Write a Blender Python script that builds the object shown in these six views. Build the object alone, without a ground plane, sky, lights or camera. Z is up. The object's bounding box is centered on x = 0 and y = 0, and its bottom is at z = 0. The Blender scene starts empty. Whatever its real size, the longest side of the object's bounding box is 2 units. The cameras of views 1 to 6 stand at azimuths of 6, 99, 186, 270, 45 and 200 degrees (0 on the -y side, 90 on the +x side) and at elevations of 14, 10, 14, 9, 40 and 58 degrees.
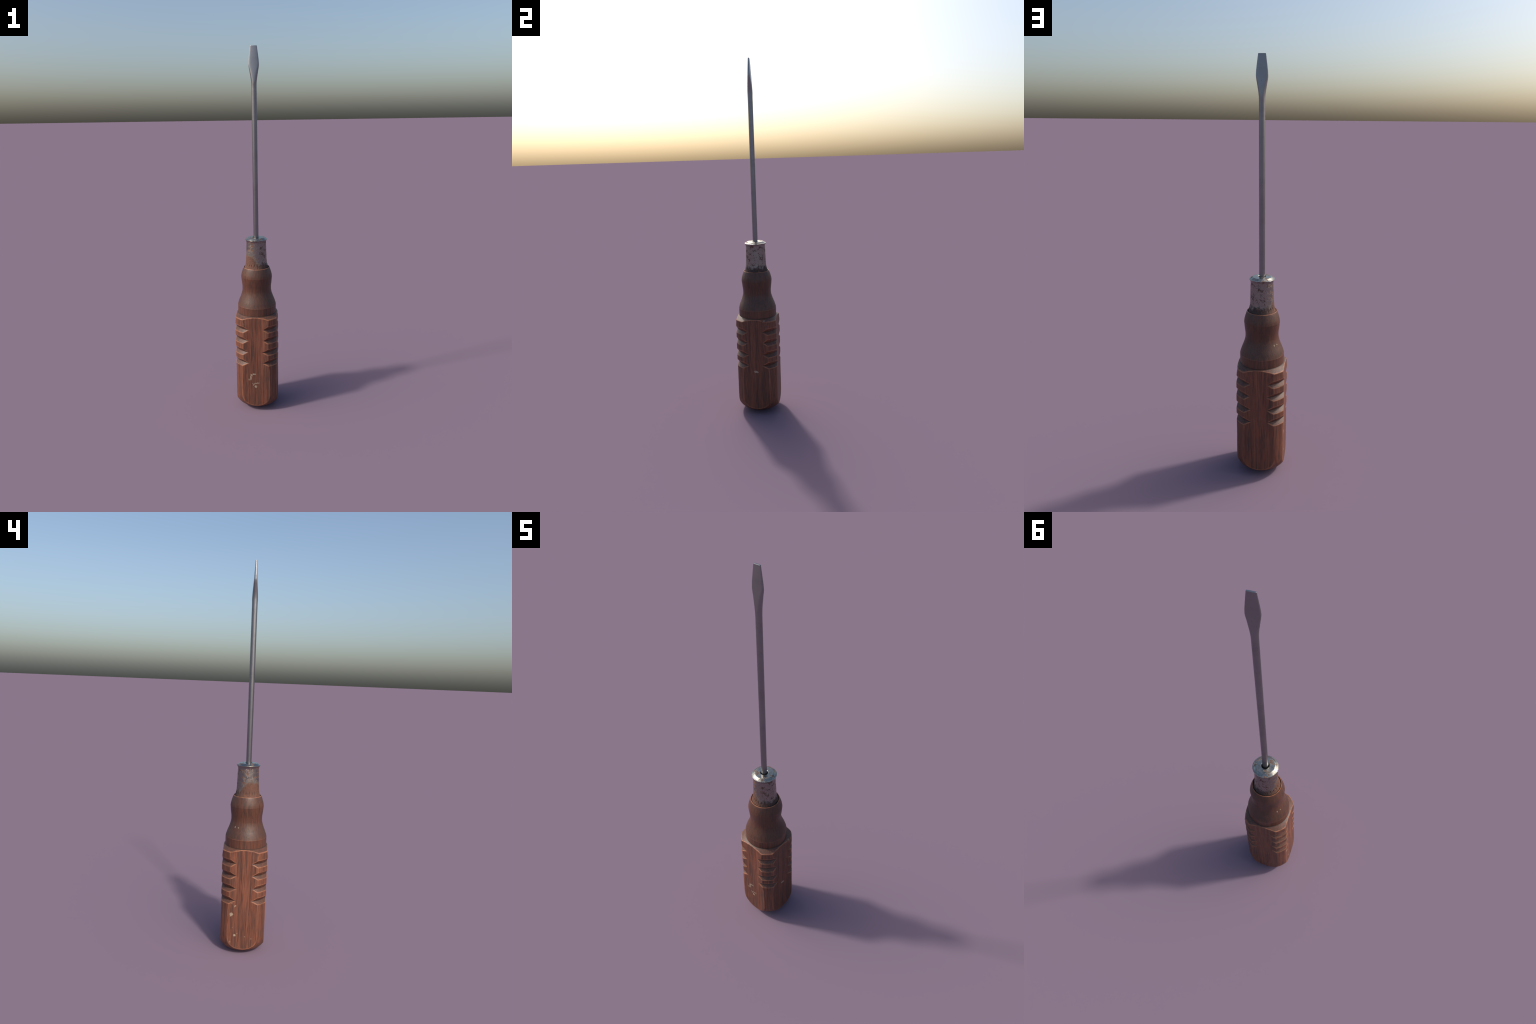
"""Old flat-blade screwdriver standing upright on the end of its wooden handle.

Built from turned profiles: the handle is a lathe form (dome, V grooves, shoulder,
waisted neck) planed down on four sides; the ferrule and its pressed cap are lathe
forms; the blade is a round bar whose end is forged into a wedge.
"""
import bpy, math
from mathutils import Vector, noise

# ------------------------------------------------------------------ helpers
def lerp_profile(pts, z):
    """Piecewise linear r(z) through (z, r) control points sorted by z."""
    if z <= pts[0][0]:
        return pts[0][1]
    for (z0, r0), (z1, r1) in zip(pts, pts[1:]):
        if z <= z1:
            return r0 + (r1 - r0) * (z - z0) / (z1 - z0)
    return pts[-1][1]

def smooth_profile(pts, z):
    """Catmull-Rom style (Hermite) r(z) through (z, r) control points."""
    if z <= pts[0][0]:
        return pts[0][1]
    if z >= pts[-1][0]:
        return pts[-1][1]
    n = len(pts)
    def slope(i):
        a, b = pts[max(i - 1, 0)], pts[min(i + 1, n - 1)]
        return (b[1] - a[1]) / (b[0] - a[0])
    for i in range(n - 1):
        z0, r0 = pts[i]
        z1, r1 = pts[i + 1]
        if z <= z1:
            h = z1 - z0
            t = (z - z0) / h
            m0, m1 = slope(i) * h, slope(i + 1) * h
            return ((2*t**3 - 3*t**2 + 1) * r0 + (t**3 - 2*t**2 + t) * m0
                    + (-2*t**3 + 3*t**2) * r1 + (t**3 - t**2) * m1)

def smin(a, b, k):
    h = max(k - abs(a - b), 0.0) / k
    return min(a, b) - h * h * k * 0.25

def sstep(a, b, x):
    t = min(max((x - a) / (b - a), 0.0), 1.0)
    return t * t * (3 - 2 * t)

def fbm(x, y, z):
    v = Vector((x, y, z))
    return noise.noise(v) + 0.5 * noise.noise(v * 2.03) + 0.25 * noise.noise(v * 4.1)

def ring_mesh(rings, cap_start=False, cap_end=False):
    """rings: list of equal-length lists of points -> verts, faces (outward)."""
    n = len(rings[0])
    verts = [p for r in rings for p in r]
    faces = []
    for i in range(len(rings) - 1):
        a, b = i * n, (i + 1) * n
        for j in range(n):
            k = (j + 1) % n
            faces.append((a + j, a + k, b + k, b + j))
    if cap_start:
        faces.append(tuple(reversed(range(n))))
    if cap_end:
        o = (len(rings) - 1) * n
        faces.append(tuple(range(o, o + n)))
    return verts, faces

def add_object(name, verts, faces, mat, parent, sharp=math.radians(32)):
    me = bpy.data.meshes.new(name)
    me.from_pydata(verts, [], faces)
    me.validate()
    me.shade_smooth()
    if sharp is not None:
        me.set_sharp_from_angle(angle=sharp)
    me.materials.append(mat)
    ob = bpy.data.objects.new(name, me)
    bpy.context.scene.collection.objects.link(ob)
    ob.parent = parent
    return ob

# ------------------------------------------------------------ node helpers
class Nodes:
    def __init__(self, name):
        self.mat = bpy.data.materials.new(name)
        self.mat.use_nodes = True
        self.nt = self.mat.node_tree
        self.nt.nodes.clear()
        self.out = self.new('ShaderNodeOutputMaterial')
        self.bsdf = self.new('ShaderNodeBsdfPrincipled')
        self.link(self.bsdf.outputs[0], self.out.inputs[0])
        self.co = self.new('ShaderNodeTexCoord').outputs['Object']
        self.geo = self.new('ShaderNodeNewGeometry')

    def new(self, kind):
        return self.nt.nodes.new(kind)

    def link(self, a, b):
        self.nt.links.new(a, b)

    def feed(self, sock, v):
        if isinstance(v, bpy.types.NodeSocket):
            self.link(v, sock)
        else:
            sock.default_value = v

    def math(self, op, a, b=0.0, c=0.0, clamp=False):
        n = self.new('ShaderNodeMath')
        n.operation = op
        n.use_clamp = clamp
        for s, v in zip(n.inputs, (a, b, c)):
            self.feed(s, v)
        return n.outputs[0]

    def vmath(self, op, a, b=(0, 0, 0)):
        n = self.new('ShaderNodeVectorMath')
        n.operation = op
        self.feed(n.inputs[0], a)
        self.feed(n.inputs[1], b)
        return n.outputs['Value'] if op in ('LENGTH', 'DOT_PRODUCT', 'DISTANCE') else n.outputs[0]

    def xyz(self, v):
        n = self.new('ShaderNodeSeparateXYZ')
        self.link(v, n.inputs[0])
        return n.outputs

    def scaled(self, v, s, loc=(0, 0, 0), rot=(0, 0, 0)):
        n = self.new('ShaderNodeMapping')
        self.link(v, n.inputs[0])
        n.inputs['Location'].default_value = loc
        n.inputs['Rotation'].default_value = rot
        n.inputs['Scale'].default_value = s
        return n.outputs[0]

    def noise(self, v, scale=1.0, detail=3.0, rough=0.55, dist=0.0, color=False):
        n = self.new('ShaderNodeTexNoise')
        self.link(v, n.inputs['Vector'])
        n.inputs['Scale'].default_value = scale
        n.inputs['Detail'].default_value = detail
        n.inputs['Roughness'].default_value = rough
        n.inputs['Distortion'].default_value = dist
        return n.outputs['Color' if color else 'Fac']

    def step(self, v, a, b, lo=0.0, hi=1.0):
        """smoothstep of v from a to b, mapped to lo..hi"""
        n = self.new('ShaderNodeMapRange')
        n.interpolation_type = 'SMOOTHSTEP'
        self.feed(n.inputs[0], v)
        n.inputs[1].default_value = a
        n.inputs[2].default_value = b
        n.inputs[3].default_value = lo
        n.inputs[4].default_value = hi
        return n.outputs[0]

    def mix(self, f, a, b, blend='MIX'):
        n = self.new('ShaderNodeMix')
        n.data_type = 'RGBA'
        n.blend_type = blend
        self.feed(n.inputs[0], f)
        for s, v in ((n.inputs[6], a), (n.inputs[7], b)):
            if isinstance(v, tuple) and len(v) == 3:
                v = (*v, 1.0)
            self.feed(s, v)
        return n.outputs[2]

    def mixf(self, f, a, b):
        n = self.new('ShaderNodeMix')
        self.feed(n.inputs[0], f)
        self.feed(n.inputs[2], a)
        self.feed(n.inputs[3], b)
        return n.outputs[0]

    def ramp(self, f, stops):
        n = self.new('ShaderNodeValToRGB')
        self.link(f, n.inputs[0])
        el = n.color_ramp.elements
        el[0].position, el[0].color = stops[0][0], (*stops[0][1], 1)
        el[1].position, el[1].color = stops[-1][0], (*stops[-1][1], 1)
        for p, c in stops[1:-1]:
            e = el.new(p)
            e.color = (*c, 1)
        return n.outputs[0]

    def bump(self, h, strength, dist, prev=None):
        n = self.new('ShaderNodeBump')
        n.inputs['Strength'].default_value = strength
        n.inputs['Distance'].default_value = dist
        self.link(h, n.inputs['Height'])
        if prev is not None:
            self.link(prev, n.inputs['Normal'])
        return n.outputs[0]

    def blobs(self, v, spots, soft=0.35):
        """max over spots of an ellipsoidal mask; spot = (centre, radii, roll)"""
        acc = None
        for c, rad, roll in spots:
            # roll turns the ellipsoid in the plane normal to its thinnest axis
            rel = self.vmath('SUBTRACT', v, c)
            if roll:
                rt = self.new('ShaderNodeVectorRotate')
                axis = min(range(3), key=lambda i: abs(1 - rad[i] / max(rad)) if False else (0 if rad[i] == max(rad) else 1))
                rt.rotation_type = 'AXIS_ANGLE'
                nax = Vector((c[0], c[1], 0)).normalized()
                rt.inputs['Axis'].default_value = nax
                rt.inputs['Angle'].default_value = roll
                self.link(rel, rt.inputs['Vector'])
                rel = rt.outputs[0]
            q = self.vmath('DIVIDE', rel, rad)
            d = self.step(self.vmath('LENGTH', q), 1.0 + soft, 1.0 - soft)
            acc = d if acc is None else self.math('MAXIMUM', acc, d)
        return acc

# ---------------------------------------------------------------- materials
def wood_material():
    g = Nodes('stained_hardwood')
    x, y, z = g.xyz(g.co)
    # slightly wandering long grain
    wob = g.noise(g.scaled(g.co, (9, 9, 3.0)), 1.0, 2.0, color=True)
    wob = g.vmath('SUBTRACT', wob, (0.5, 0.5, 0.5))
    wv = g.new('ShaderNodeVectorMath'); wv.operation = 'SCALE'
    g.link(wob, wv.inputs[0]); wv.inputs['Scale'].default_value = 0.012
    co = g.vmath('ADD', g.co, wv.outputs[0])
    broad = g.noise(g.scaled(co, (75, 75, 3.0), (1.7, 4.1, 0.3)), 1.0, 2.0, 0.5)
    streak = g.noise(g.scaled(co, (250, 250, 8.0), (3.1, 0.7, 9.0)), 1.0, 3.0, 0.6)
    fibre = g.noise(g.scaled(co, (420, 420, 22)), 1.0, 2.0, 0.6)
    tone = g.math('ADD', g.math('MULTIPLY', broad, 0.42), g.math('MULTIPLY', streak, 0.58))
    tone = g.math('ADD', tone, g.math('MULTIPLY', g.math('SUBTRACT', fibre, 0.5), 0.30))
    col = g.ramp(tone, [(0.34, WOOD_DARK), (0.45, WOOD_MID), (0.54, WOOD_RED), (0.66, WOOD_LIGHT)])
    # redder heartwood streaks
    red = g.step(g.noise(g.scaled(co, (120, 120, 7.0), (8, 3, 2)), 1.0, 2.0, 0.6), 0.52, 0.68)
    col = g.mix(g.math('MULTIPLY', red, 0.65), col, WOOD_HEART)
    # dark pore lines
    pore = g.step(g.noise(g.scaled(co, (330, 330, 11), (5, 2, 1)), 1.0, 2.0, 0.7), 0.60, 0.72)
    col = g.mix(g.math('MULTIPLY', pore, 0.35), col, WOOD_PORE)
    # neck is more evenly stained than the planed grip
    neck = g.step(z, 0.572, 0.576)
    col = g.mix(g.math('MULTIPLY', neck, g.step(z, 0.60, 0.64, 0.38, 0.62)), col, WOOD_NECK)
    # worn, paler arrises and dark grime in the recesses
    mott = g.noise(g.scaled(g.co, (45, 45, 25)), 1.0, 3.0)
    pt = g.geo.outputs['Pointiness']
    edge = g.step(pt, 0.502, 0.522)
    edge = g.math('MULTIPLY', edge, g.step(mott, 0.30, 0.60, 0.35, 1.0))
    edge = g.math('MULTIPLY', edge, g.math('SUBTRACT', 1.0, g.math('MULTIPLY', g.step(z, 0.70, 0.72), g.step(z, 0.81, 0.80))))
    col = g.mix(g.math('MULTIPLY', edge, 0.85), col, WOOD_WORN)
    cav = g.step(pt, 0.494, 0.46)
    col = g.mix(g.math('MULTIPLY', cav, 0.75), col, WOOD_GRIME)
    # grey-brown dust on everything that faces up
    nz = g.xyz(g.geo.outputs['Normal'])[2]
    up_tint = g.step(nz, 0.08, 0.40)
    up_tint = g.math('MULTIPLY', up_tint, g.step(mott, 0.2, 0.7, 0.55, 0.95))
    up_tint = g.math('MULTIPLY', up_tint, g.math('SUBTRACT', 1.0, g.math('MULTIPLY', edge, 0.8)))
    col = g.mix(g.math('MULTIPLY', up_tint, g.mixf(neck, 0.52, 0.30)), col, WOOD_UP_TINT)
    # dried paint specks
    d = g.noise(g.scaled(g.co, (190, 190, 190)), 1.0, 3.0, 0.6, color=True)
    d = g.vmath('SUBTRACT', d, (0.5, 0.5, 0.5))
    dv = g.new('ShaderNodeVectorMath'); dv.operation = 'SCALE'
    g.link(d, dv.inputs[0]); dv.inputs['Scale'].default_value = 0.009
    pc = g.vmath('ADD', g.co, dv.outputs[0])
    paint = g.blobs(pc, PAINT_SPECKS)
    faint = g.math('MULTIPLY', g.blobs(pc, FAINT_SPECKS), 0.5)
    patchy = g.step(g.noise(g.scaled(g.co, (300, 300, 300)), 1.0, 2.0), 0.33, 0.5, 0.45, 1.0)
    pm = g.math('MULTIPLY', g.math('MAXIMUM', paint, faint), patchy)
    col = g.mix(pm, col, PAINT)
    g.link(col, g.bsdf.inputs['Base Color'])
    g.link(g.mixf(neck, 0.42, 0.48), g.bsdf.inputs['Specular IOR Level'])
    rough = g.math('ADD', g.mixf(up_tint, g.mixf(neck, 0.54, WOOD_ROUGH), 0.46), g.math('MULTIPLY', g.math('SUBTRACT', streak, 0.5), 0.25))
    g.link(rough, g.bsdf.inputs['Roughness'])
    b = g.bump(streak, 0.35, 0.0022)
    b = g.bump(fibre, 0.25, 0.0010, b)
    b = g.bump(pm, 0.4, 0.001, b)
    g.link(b, g.bsdf.inputs['Normal'])
    return g.mat

def metal_base(g, col, rough, rustmask, rustcol, rustrough=0.75):
    g.link(g.mix(rustmask, col, rustcol), g.bsdf.inputs['Base Color'])
    g.link(g.math('MULTIPLY', g.math('SUBTRACT', 1.0, rustmask), 1.0), g.bsdf.inputs['Metallic'])
    g.link(g.mixf(rustmask, rough, rustrough), g.bsdf.inputs['Roughness'])

def ferrule_material():
    g = Nodes('rusted_nickel')
    x, y, z = g.xyz(g.co)
    n1 = g.noise(g.scaled(g.co, (60, 60, 60), (2.2, 0.4, 1.3)), 1.0, 2.0)
    n2 = g.noise(g.scaled(g.co, (260, 260, 220), (0.3, 5.0, 2.0)), 1.0, 3.0, 0.6)
    fine = g.noise(g.scaled(g.co, (520, 520, 520)), 1.0, 3.0, 0.65)
    # pitted rust clusters
    pit = g.math('ADD', g.math('MULTIPLY', n1, 0.62), g.math('MULTIPLY', n2, 0.62))
    pit = g.math('ADD', pit, g.math('MULTIPLY', g.math('SUBTRACT', fine, 0.5), 0.12))
    pits = g.step(pit, 0.668, 0.705)
    # creeping rust at the wooden end, highest on the -x / -y side
    az = g.math('ADD', g.math('MULTIPLY', x, -0.86), g.math('MULTIPLY', y, -0.51))
    lob = g.step(az, 0.012, 0.056)
    edge_h = g.math('ADD', 0.862, g.math('MULTIPLY', lob, 0.047))
    edge_h = g.math('ADD', edge_h, g.math('MULTIPLY', g.math('SUBTRACT', n1, 0.5), 0.055))
    edge_h = g.math('ADD', edge_h, g.math('MULTIPLY', g.math('SUBTRACT', fine, 0.5), 0.035))
    above = g.math('SUBTRACT', z, edge_h)
    low = g.step(above, 0.010, -0.010)
    crust = g.math('MULTIPLY', g.step(above, 0.022, 0.002), g.step(g.math('ADD', fine, g.math('MULTIPLY', az, 3.0)), 0.46, 0.66))
    col = g.mix(g.step(n2, 0.35, 0.7), NICKEL, NICKEL_DULL)
    rustcol = g.mix(g.step(n2, 0.35, 0.65), RUST_DARK, RUST)
    rustcol = g.mix(g.math('MULTIPLY', g.step(az, 0.0, 0.05), 0.75), rustcol, RUST_ORANGE)
    col = g.mix(g.math('MULTIPLY', crust, 0.8), col, CRUST)
    mask = g.math('MAXIMUM', low, pits)
    bare = g.math('MULTIPLY', g.math('SUBTRACT', 1.0, mask), g.math('SUBTRACT', 1.0, g.math('MULTIPLY', crust, 0.75)))
    lowcol = g.mix(g.step(fine, 0.4, 0.62), RUST, RUST_LOW)
    lowcol = g.mix(g.step(az, 0.06, -0.03), lowcol, RUST_DARK)
    # dark tint in the crimp marks
    ang = g.math('MULTIPLY', g.math('ARCTAN2', y, x), 23.0)
    cr = g.math('POWER', g.math('MAXIMUM', g.math('COSINE', ang), 0.0), 4.0)
    zz = g.math('DIVIDE', g.math('SUBTRACT', z, 0.8535), 0.0075)
    cr = g.math('MULTIPLY', cr, g.math('EXPONENT', g.math('MULTIPLY', g.math('MULTIPLY', zz, zz), -1.0)))
    lowcol = g.mix(g.math('MULTIPLY', cr, 0.8), lowcol, RUST_DARK)
    streaky = g.noise(g.scaled(g.co, (130, 130, 40), (4, 4, 4)), 1.0, 3.0, 0.6)
    lowcol = g.mix(g.step(streaky, 0.50, 0.66, 0.0, 0.6), lowcol, RUST_ORANGE)
    lowcol = g.mix(g.step(n2, 0.48, 0.66, 0.0, 0.75), lowcol, (0.055, 0.032, 0.025))
    rustcol = g.mix(low, rustcol, lowcol)
    g.link(g.mix(mask, col, rustcol), g.bsdf.inputs['Base Color'])
    g.link(bare, g.bsdf.inputs['Metallic'])
    rb = g.math('ADD', FERRULE_ROUGH, g.math('MULTIPLY', n2, 0.12))
    g.link(g.mixf(bare, 0.8, rb), g.bsdf.inputs['Roughness'])
    b = g.bump(g.math('SUBTRACT', 1.0, pits), 0.5, 0.0012)
    b = g.bump(g.math('MULTIPLY', fine, g.math('ADD', 0.15, low)), 0.5, 0.0018, b)
    g.link(b, g.bsdf.inputs['Normal'])
    return g.mat

def cap_material():
    g = Nodes('bright_nickel')
    x, y, z = g.xyz(g.co)
    n2 = g.noise(g.scaled(g.co, (170, 170, 170), (1.3, 5.0, 2.0)), 1.0, 4.0, 0.65)
    d = g.noise(g.scaled(g.co, (130, 130, 130)), 1.0, 4.0, 0.7, color=True)
    d = g.vmath('SUBTRACT', d, (0.5, 0.5, 0.5))
    dv = g.new('ShaderNodeVectorMath'); dv.operation = 'SCALE'
    g.link(d, dv.inputs[0]); dv.inputs['Scale'].default_value = 0.016
    pc = g.vmath('ADD', g.co, dv.outputs[0])
    rust = g.blobs(pc, CAP_RUST, 0.3)
    rim = g.math('MULTIPLY', g.step(z, 0.994, 0.990), g.step(n2, 0.48, 0.6))
    rust = g.math('MAXIMUM', rust, rim)
    rust = g.math('MULTIPLY', rust, g.step(g.noise(g.scaled(g.co, (330, 330, 330)), 1.0, 3.0, 0.6), 0.38, 0.50))
    hole = g.math('MULTIPLY', g.step(z, 1.0035, 1.0005), g.step(g.vmath('LENGTH', g.vmath('MULTIPLY', g.co, (1, 1, 0))), 0.0200, 0.0188))  # bore painted near-black for the shadow inside it
    col = g.mix(g.step(n2, 0.4, 0.66), CAP_METAL, CAP_DULL)
    metal_base(g, col, g.math('ADD', 0.17, g.math('MULTIPLY', n2, 0.16)), g.math('MAXIMUM', rust, hole), g.mix(hole, CAP_RUST_COL, (0.012, 0.011, 0.010)))
    g.link(g.bump(n2, 0.12, 0.0006), g.bsdf.inputs['Normal'])
    return g.mat

def steel_material():
    g = Nodes('dark_tool_steel')
    x, y, z = g.xyz(g.co)
    big = g.noise(g.scaled(g.co, (20, 20, 9)), 1.0, 3.0)
    fine = g.noise(g.scaled(g.co, (260, 260, 200)), 1.0, 4.0, 0.65)
    pit = g.step(g.noise(g.scaled(g.co, (240, 240, 200), (3, 1, 2)), 1.0, 2.0, 0.6), 0.66, 0.74)
    col = g.mix(big, STEEL_A, STEEL_B)
    col = g.mix(g.math('MULTIPLY', pit, 0.5), col, STEEL_PIT)
    # faint corroded bands along the bar
    band = g.step(g.noise(g.scaled(g.co, (2, 2, 16), (0, 0, 3.3)), 1.0, 2.0), 0.5, 0.66)
    band = g.math('MULTIPLY', band, g.step(fine, 0.42, 0.6))
    col = g.mix(g.math('MULTIPLY', band, 0.3), col, STEEL_PIT)
    g.link(col, g.bsdf.inputs['Base Color'])
    g.bsdf.inputs['Metallic'].default_value = 1.0
    r = g.math('ADD', STEEL_ROUGH, g.math('MULTIPLY', g.math('SUBTRACT', fine, 0.5), 0.2))
    g.link(r, g.bsdf.inputs['Roughness'])
    b = g.bump(fine, 0.02, 0.0009)
    b = g.bump(pit, -0.3, 0.0006, b)
    g.link(b, g.bsdf.inputs['Normal'])
    return g.mat

# ------------------------------------------------------------ colour values
WOOD_DARK = (0.048, 0.031, 0.025)
WOOD_MID = (0.094, 0.040, 0.0255)
WOOD_RED = (0.162, 0.057, 0.031)
WOOD_LIGHT = (0.208, 0.081, 0.045)
WOOD_HEART = (0.214, 0.061, 0.029)
WOOD_PORE = (0.034, 0.027, 0.023)
WOOD_WORN = (0.355, 0.140, 0.070)
WOOD_GRIME = (0.035, 0.024, 0.018)
WOOD_UP_TINT = (0.050, 0.036, 0.027)
WOOD_NECK = (0.054, 0.0235, 0.0140)
WOOD_ROUGH = 0.45
PAINT = (0.34, 0.27, 0.19)
NICKEL = (0.31, 0.282, 0.268)
NICKEL_DULL = (0.25, 0.225, 0.207)
FERRULE_ROUGH = 0.30
CRUST = (0.085, 0.070, 0.050)
RUST = (0.115, 0.052, 0.032)
RUST_LOW = (0.160, 0.066, 0.042)
RUST_DARK = (0.048, 0.031, 0.026)
RUST_ORANGE = (0.170, 0.072, 0.036)
CAP_METAL = (0.42, 0.405, 0.36)
CAP_DULL = (0.29, 0.27, 0.22)
CAP_RUST_COL = (0.100, 0.046, 0.028)
STEEL_A = (0.23, 0.235, 0.25)
STEEL_B = (0.31, 0.31, 0.32)
STEEL_PIT = (0.15, 0.145, 0.15)
STEEL_ROUGH = 0.35

T = 0.02   # speck depth into the wood
PAINT_SPECKS = [
    # dribble on the front face
    ((-0.011, -0.116, 0.2300), (0.010, T, 0.0035), 0.0),
    ((-0.0245, -0.116, 0.2240), (0.008, T, 0.0035), 0.8),
    ((-0.0290, -0.116, 0.2080), (0.0042, T, 0.015), 0.0),
    ((-0.0185, -0.116, 0.1705), (0.0030, T, 0.0028), 0.0),
    ((-0.0130, -0.116, 0.1645), (0.0028, T, 0.0065), 0.4),
    ((-0.0020, -0.116, 0.1735), (0.0090, T, 0.0028), 0.0),
    ((0.0120, -0.116, 0.1755), (0.0070, T, 0.0026), 0.0),
    ((-0.0012, -0.116, 0.1535), (0.0065, T, 0.0075), 0.0),
    # spatter on the -x face
    ((-0.116, 0.0405, 0.2700), (T, 0.0030, 0.0070), 0.8),
    ((-0.116, 0.0585, 0.2260), (T, 0.0085, 0.0075), 0.0),
    ((-0.116, 0.0620, 0.2190), (T, 0.0050, 0.0050), 0.0),
    ((-0.116, 0.0392, 0.1105), (T, 0.0062, 0.0058), 0.0),
    # chip on the +x face
    ((0.116, 0.0000, 0.2605), (T, 0.0130, 0.0062), 0.25),
    # neck
    ((-0.0668, 0.0565, 0.6779), (0.0026, 0.0026, 0.0046), 0.0),
    ((-0.0780, 0.0396, 0.6766), (0.0023, 0.0023, 0.0030), 0.0),
]
FAINT_SPECKS = [
    ((-0.0390, -0.116, 0.1960), (0.0060, T, 0.0055), 0.0),
    ((-0.116, 0.0573, 0.2853), (T, 0.0030, 0.0030), 0.0),
    ((-0.116, 0.0518, 0.1523), (T, 0.0022, 0.0022), 0.0),
    ((-0.116, 0.0267, 0.1195), (T, 0.0035, 0.0030), 0.0),
    ((-0.116, 0.0632, 0.0731), (T, 0.0035, 0.0045), 0.0),
    ((-0.116, -0.0137, 0.1042), (T, 0.0030, 0.0028), 0.0),
    ((-0.116, -0.0480, 0.0943), (T, 0.0035, 0.0025), 0.0),
    ((-0.116, -0.0724, 0.3840), (T, 0.0030, 0.0026), 0.0),
    ((-0.106, -0.0829, 0.3861), (T, 0.0030, 0.0026), 0.0),
    ((-0.116, -0.0606, 0.3830), (T, 0.0022, 0.0026), 0.0),
    ((0.1123, 0.0548, 0.5649), (0.007, 0.006, 0.0040), 0.0),
    ((-0.0713, 0.0507, 0.6861), (0.0030, 0.0030, 0.0026), 0.0),
    ((0.0792, 0.0214, 0.7191), (0.0015, 0.0020, 0.0022), 0.0),
]
CAP_RUST = [
    ((-0.0165, -0.0320, 1.003), (0.0085, 0.0055, 0.02), 0.0),
    ((-0.0225, -0.0265, 1.003), (0.0073, 0.0085, 0.02), 0.0),
    ((-0.0310, -0.0180, 1.003), (0.0098, 0.0055, 0.02), 0.0),
    ((-0.0160, -0.0200, 1.003), (0.0034, 0.0079, 0.02), 0.0),
    ((-0.0080, 0.0287, 1.003), (0.0079, 0.0049, 0.02), 0.0),
    ((-0.0293, 0.0296, 1.003), (0.0043, 0.0067, 0.02), 0.0),
    ((-0.0215, 0.0382, 1.003), (0.0049, 0.0055, 0.02), 0.0),
    ((-0.0300, 0.0430, 1.000), (0.0049, 0.0043, 0.02), 0.0),
    ((0.0388, 0.0042, 1.003), (0.0037, 0.0051, 0.02), 0.0),
    ((0.0299, 0.0360, 1.003), (0.0027, 0.0034, 0.02), 0.0),
    ((0.0380, -0.0171, 1.003), (0.0049, 0.0037, 0.02), 0.0),
    ((0.0323, -0.0259, 1.003), (0.0061, 0.0037, 0.02), 0.0),
    ((0.0490, 0.0110, 1.000), (0.0043, 0.0085, 0.02), 0.0),
    ((-0.0180, 0.0560, 0.995), (0.0134, 0.0043, 0.02), 0.0),
    ((-0.0470, -0.0200, 1.000), (0.0061, 0.0049, 0.02), 0.0),
    ((0.0280, -0.0430, 0.998), (0.0073, 0.0049, 0.02), 0.0),
]

# ------------------------------------------------------------------- handle
FLAT = 0.1163                      # half distance across the planed sides
GROOVES = (0.4990, 0.4340, 0.3645, 0.2992)   # V groove bottoms
GROOVE_R = 0.1220
UP, DOWN = 0.0205, 0.0165          # groove half heights above / below bottom
DOME_H = 0.118
NECK = [(0.6185, 0.1076), (0.630, 0.1044), (0.645, 0.0993), (0.662, 0.0925), (0.682, 0.0856), (0.696, 0.0821),
        (0.707, 0.0807), (0.726, 0.0809), (0.742, 0.0829), (0.762, 0.0851), (0.781, 0.0869)]
NECK_TOP = [(0.781, 0.0869), (0.795, 0.0848), (0.812, 0.0801), (0.826, 0.0754), (0.834, 0.0722)]

def grip_radius(z):
    return lerp_profile([(0.0, 0.1400), (0.12, 0.1395), (0.30, 0.1380), (0.56, 0.1362)], z)

def lathe_radius(z, ang):
    """Turned radius of the handle before the flats are planed."""
    if z >= 0.781:
        return smooth_profile(NECK_TOP, z)
    if z >= 0.6185:
        return smooth_profile(NECK, z)
    if z >= 0.5735:
        return 0.1078
    R = grip_radius(z)
    # rounded shoulder
    sh = 0.1080 + (0.5742 - z) * 1.72
    R = smin(R, sh, 0.0035)
    # domed end
    if z < DOME_H:
        q = (DOME_H - z) / DOME_H
        R = min(R, grip_radius(z) * max(1 - q ** 2.75, 0.0) ** (1 / 2.75))
    # V grooves, a touch uneven from corner to corner
    corner = math.floor((ang % (2 * math.pi)) / (math.pi / 2))
    for i, gz in enumerate(GROOVES):
        wob = 0.0012 * math.sin(corner * 2.3 + i * 1.7)
        zc = gz + 0.5 * wob
        depth_r = GROOVE_R + wob
        dz = z - zc
        slope = (grip_radius(gz) - depth_r) / (UP if dz > 0 else DOWN)
        R = smin(R, depth_r + slope * abs(dz), 0.0016)
    return R

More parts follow.
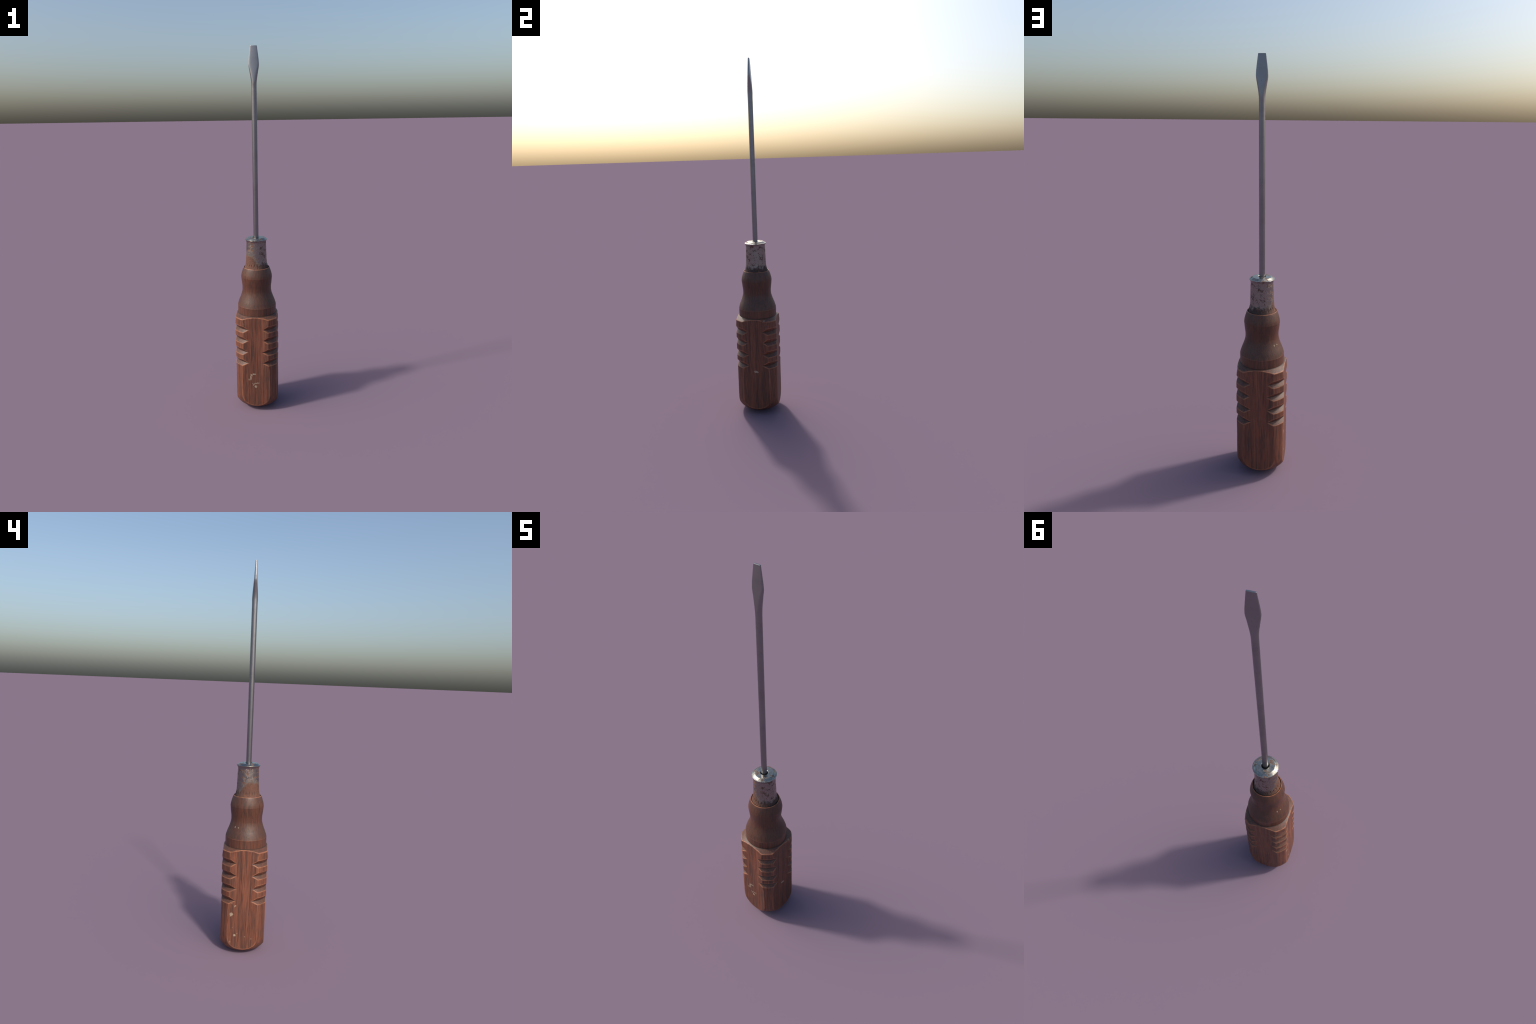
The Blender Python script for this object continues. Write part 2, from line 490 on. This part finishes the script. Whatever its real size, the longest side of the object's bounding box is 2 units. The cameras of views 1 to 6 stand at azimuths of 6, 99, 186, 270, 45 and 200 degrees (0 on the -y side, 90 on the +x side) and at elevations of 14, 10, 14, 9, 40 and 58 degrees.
def handle(parent, mat):
    seg = 560
    zs = set()
    # dome: sample densely near the end
    for i in range(1, 60):
        t = i / 60
        zs.add(round(DOME_H * (1 - math.cos(t * math.pi / 2)) , 5))
    z = DOME_H
    while z < 0.5735:
        zs.add(round(z, 5)); z += 0.0021
    for gz in GROOVES:
        for k in (-UP, -DOWN, 0.0, UP, DOWN):
            zs.add(round(gz + k, 5))
    for k in range(6):
        zs.add(round(0.556 + k * 0.003, 5))
    z = 0.5736
    while z < 0.834:
        zs.add(round(z, 5)); z += 0.0021
    zs.update((0.834, 0.6183, 0.6187, 0.7808, 0.7812))
    # drop samples that crowd each other, keep the crisp ones
    zl = []
    for z in sorted(zs):
        if not zl or z - zl[-1] > 0.0004:
            zl.append(z)
    rings = []
    for z in zl:
        ring = []
        for j in range(seg):
            a = 2 * math.pi * j / seg
            ca, sa = math.cos(a), math.sin(a)
            r = lathe_radius(z, a)
            if z < 0.5735:
                m = max(abs(ca), abs(sa))
                x0, y0 = r * ca, r * sa
                wear = 0.0020 + 0.0022 * max(0.0, fbm(x0 * 14, y0 * 14, z * 9))
                # one arris is knocked round near the top of the +x side
                wear += 0.020 * sstep(0.055, 0.0, abs(z - 0.555)) * sstep(0.05, 0.0, math.hypot(x0 - 0.116, y0 - 0.070))
                flat = FLAT + 0.0006 * fbm(x0 * 7, y0 * 7, z * 5 + 3.0) + 0.0004 * sstep(0.3, 0.05, z)
                # shading shift beside the grooves, modelled as a slight dish in the flats
                lat = r * min(abs(ca), abs(sa))
                dish = sstep(0.24, 0.31, z) * sstep(0.553, 0.525, z) * sstep(0.030, 0.068, lat)
                flat += 0.0022 * dish - 0.0012
                r = smin(r, flat / m, wear)
            r *= 1 + 0.002 * fbm(ca * 1.3, sa * 1.3, z * 12)
            ring.append((r * ca, r * sa, z))
        rings.append(ring)
    # rim of the socket that takes the ferrule
    for rr, zz in ((0.0714, 0.8352), (0.0700, 0.8352), (0.0690, 0.8340), (0.0684, 0.8300), (0.0682, 0.8220), (0.020, 0.8215)):
        rings.append([(rr * math.cos(2*math.pi*j/seg), rr * math.sin(2*math.pi*j/seg), zz) for j in range(seg)])
    r0 = rings[0]
    rb = [(p[0] * 0.6, p[1] * 0.6, 0.0) for p in r0]
    rings.insert(0, rb)
    verts, faces = ring_mesh(rings, cap_start=True, cap_end=True)
    return add_object('handle', verts, faces, mat, parent, math.radians(13))

# ------------------------------------------------------------------ ferrule
SLEEVE = [(0.816, 0.0668), (0.829, 0.0668), (0.835, 0.0655), (0.842, 0.0630), (0.852, 0.0605), (0.866, 0.0584),
          (0.885, 0.0573), (0.925, 0.0559), (0.960, 0.0548), (0.975, 0.0545), (0.981, 0.0549),
          (0.986, 0.0566), (0.990, 0.0590), (0.9925, 0.0606)]

def ferrule(parent, mat):
    seg = 384
    rings = []
    n = 110
    for i in range(n + 1):
        z = 0.816 + (0.9925 - 0.816) * i / n
        ring = []
        for j in range(seg):
            a = 2 * math.pi * j / seg
            ca, sa = math.cos(a), math.sin(a)
            r = smooth_profile(SLEEVE, z)
            # crimp marks where the sleeve is pressed on to the wood
            amt = 0.35 + 0.65 * sstep(-0.4, 0.7, -ca * 0.8 - sa * 0.55)
            c = max(0.0, math.cos(a * 23)) ** 4
            r -= 0.0028 * amt * c * math.exp(-((z - 0.8535) / 0.0070) ** 2)
            # small dents and scale
            r += 0.0005 * fbm(ca * 3, sa * 3, z * 40) + 0.0007 * sstep(0.87, 0.84, z) * fbm(ca * 9, sa * 9, z * 90)
            ring.append((r * ca, r * sa, z))
        rings.append(ring)
    verts, faces = ring_mesh(rings)
    return add_object('ferrule', verts, faces, mat, parent, math.radians(60))

CAP = [(0.0606, 0.9924), (0.0613, 0.9932), (0.0613, 0.9941), (0.0606, 0.9950), (0.0590, 0.9954), (0.0572, 0.9959),
       (0.0545, 0.9975), (0.0500, 1.0008), (0.0464, 1.0033), (0.0448, 1.0039), (0.0425, 1.0042),
       (0.0330, 1.0046), (0.0250, 1.0050), (0.0215, 1.0052), (0.0196, 1.0049), (0.0183, 1.0036), (0.0177, 1.0014),
       (0.0175, 0.9980), (0.0175, 0.9860), (0.0100, 0.9855)]

def cap(parent, mat):
    seg = 256
    # resample so the pressed step shades softly
    pts = []
    for i in range(len(CAP) - 1):
        (r0, z0), (r1, z1) = CAP[i], CAP[i + 1]
        for k in range(3):
            t = k / 3
            pts.append((r0 + (r1 - r0) * t, z0 + (z1 - z0) * t))
    pts.append(CAP[-1])
    rings = []
    for r, z in pts:
        ring = []
        for j in range(seg):
            a = 2 * math.pi * j / seg
            dz = 0.0005 * fbm(math.cos(a) * r * 60, math.sin(a) * r * 60, 5.0)
            rr = r * (1 + 0.004 * fbm(math.cos(a) * 2, math.sin(a) * 2, 1.0))
            ring.append((rr * math.cos(a), rr * math.sin(a), z + dz))
        rings.append(ring)
    verts, faces = ring_mesh(rings)
    return add_object('ferrule_cap', verts, faces, mat, parent, math.radians(50))

# ------------------------------------------------------------ shaft + blade
SHAFT_R = 0.0139
SPREAD = [(1.78, 0.0139), (1.80, 0.01395), (1.823, 0.0146), (1.845, 0.0172), (1.870, 0.0214), (1.893, 0.0252), (1.908, 0.0267), (1.916, 0.0269)]
EDGE = [(1.9125, 0.0267), (1.930, 0.0258), (1.960, 0.0222), (2.0, 0.0170)]
WEDGE = [(1.80, 0.020), (1.828, 0.0152), (1.863, 0.0124), (1.907, 0.0089), (1.962, 0.0058), (2.0, 0.0036)]
BULGE = [(1.78, 0.0139), (1.80, 0.0141), (1.83, 0.0150), (1.86, 0.0150), (2.0, 0.0145)]
BLADE_Z = 1.795

CROWN = 0.42      # fall of the wedge faces from the middle to the edge

def blade_section(z, seg):
    """Round bar -> flattened paddle with ground edge faces towards the tip."""
    if z <= 1.78:
        return [(SHAFT_R * math.cos(2*math.pi*j/seg), SHAFT_R * math.sin(2*math.pi*j/seg), z) for j in range(seg)]
    a = smooth_profile(SPREAD, min(z, 1.916))
    b = smooth_profile(BULGE, z)
    t = smooth_profile(WEDGE, z)
    w = lerp_profile(EDGE, z)
    ground = sstep(1.880, 1.9125, z)          # 0 forged round edge, 1 ground edge face
    flat_to = 1.12                            # share of the section given to edge faces
    pts = []
    for j in range(seg):
        th = 2 * math.pi * j / seg
        c, s = math.cos(th), math.sin(th)
        sy = 1 if s >= 0 else -1
        # forged: bulged ellipse squeezed between two crowned planes
        xe, ye = a * c, b * abs(s)
        tt = t * (1.0 - CROWN * sstep(1.81, 1.90, z) * (0.5 * c * c + 0.5 * c ** 8))
        ye = smin(ye, tt, 0.0030)
        # ground: crowned faces with a narrow flat edge face
        u = c * flat_to
        ws = min(a, w) if z < 1.9125 else w
        if abs(u) <= 1.0:
            xg, yg = ws * u, t * (1.0 - CROWN * (0.5 * u * u + 0.5 * u ** 8))
        else:
            th0 = math.acos(1.0 / flat_to)
            k = abs(math.asin(s)) / th0
            e = t * (1.0 - CROWN)
            xg, yg = (ws + 0.2 * e * (1 - k * k) - 0.1 * e) * (1 if u > 0 else -1), e * k
        pts.append((xe + (xg - xe) * ground, sy * (ye + (yg - ye) * ground), z))
    return pts

def shaft_and_blade(parent, mat):
    seg = 160
    zs = [0.985 + (BLADE_Z - 0.985) * i / 160 for i in range(160)]
    zb = [BLADE_Z + (2.0 - BLADE_Z) * i / 180 for i in range(181)]
    zb = sorted(set(round(v, 5) for v in zb) | {1.9125, 1.9105, 1.9145})
    rings = [blade_section(z, seg) for z in zs + zb]
    tip = rings.pop()
    for f, dz in ((1.0, 0.0009), (0.965, 0.0004), (0.90, 0.0001), (0.80, 0.0)):
        rings.append([(x * (1 - (1 - f) * 0.3), y * f, 2.0 - dz - 0.0004 * fbm(x * 90, 0.3, 0.7) ** 2 * (dz < 0.0005)) for x, y, z in tip])
    verts, faces = ring_mesh(rings, cap_start=True, cap_end=True)
    me = bpy.data.meshes.new('whole')
    me.from_pydata(verts, [], faces)
    me.shade_smooth()
    me.set_sharp_from_angle(angle=math.radians(30))
    split_ring = len(zs)
    nq = (len(rings) - 1) * seg
    lower = [i for i in range(nq) if i // seg < split_ring] + [nq]
    upper = [i for i in range(nq) if i // seg >= split_ring] + [nq + 1]
    cn = me.corner_normals
    shaft = None
    for name, pick in (('shaft', lower), ('blade', upper)):
        vmap, vs, fs, norms = {}, [], [], []
        for fi in pick:
            poly = me.polygons[fi]
            idx = []
            for li in poly.loop_indices:
                vi = me.loops[li].vertex_index
                if vi not in vmap:
                    vmap[vi] = len(vs)
                    vs.append(tuple(me.vertices[vi].co))
                idx.append(vmap[vi])
                norms.append(tuple(cn[li].vector))
            fs.append(idx)
        ob = add_object(name, vs, fs, mat, shaft or parent, None)
        ob.data.normals_split_custom_set(norms)
        shaft = shaft or ob
    bpy.data.meshes.remove(me)
    return shaft

# -------------------------------------------------------------------- build
root = bpy.data.objects.new('screwdriver', None)
bpy.context.scene.collection.objects.link(root)
root['label'] = 'old flat-blade screwdriver with notched reddish wooden handle and rusty ferrule'
root['category'] = 'screwdriver'

handle(root, wood_material())
fer = ferrule(root, ferrule_material())
cap(fer, cap_material())
shaft_and_blade(root, steel_material())
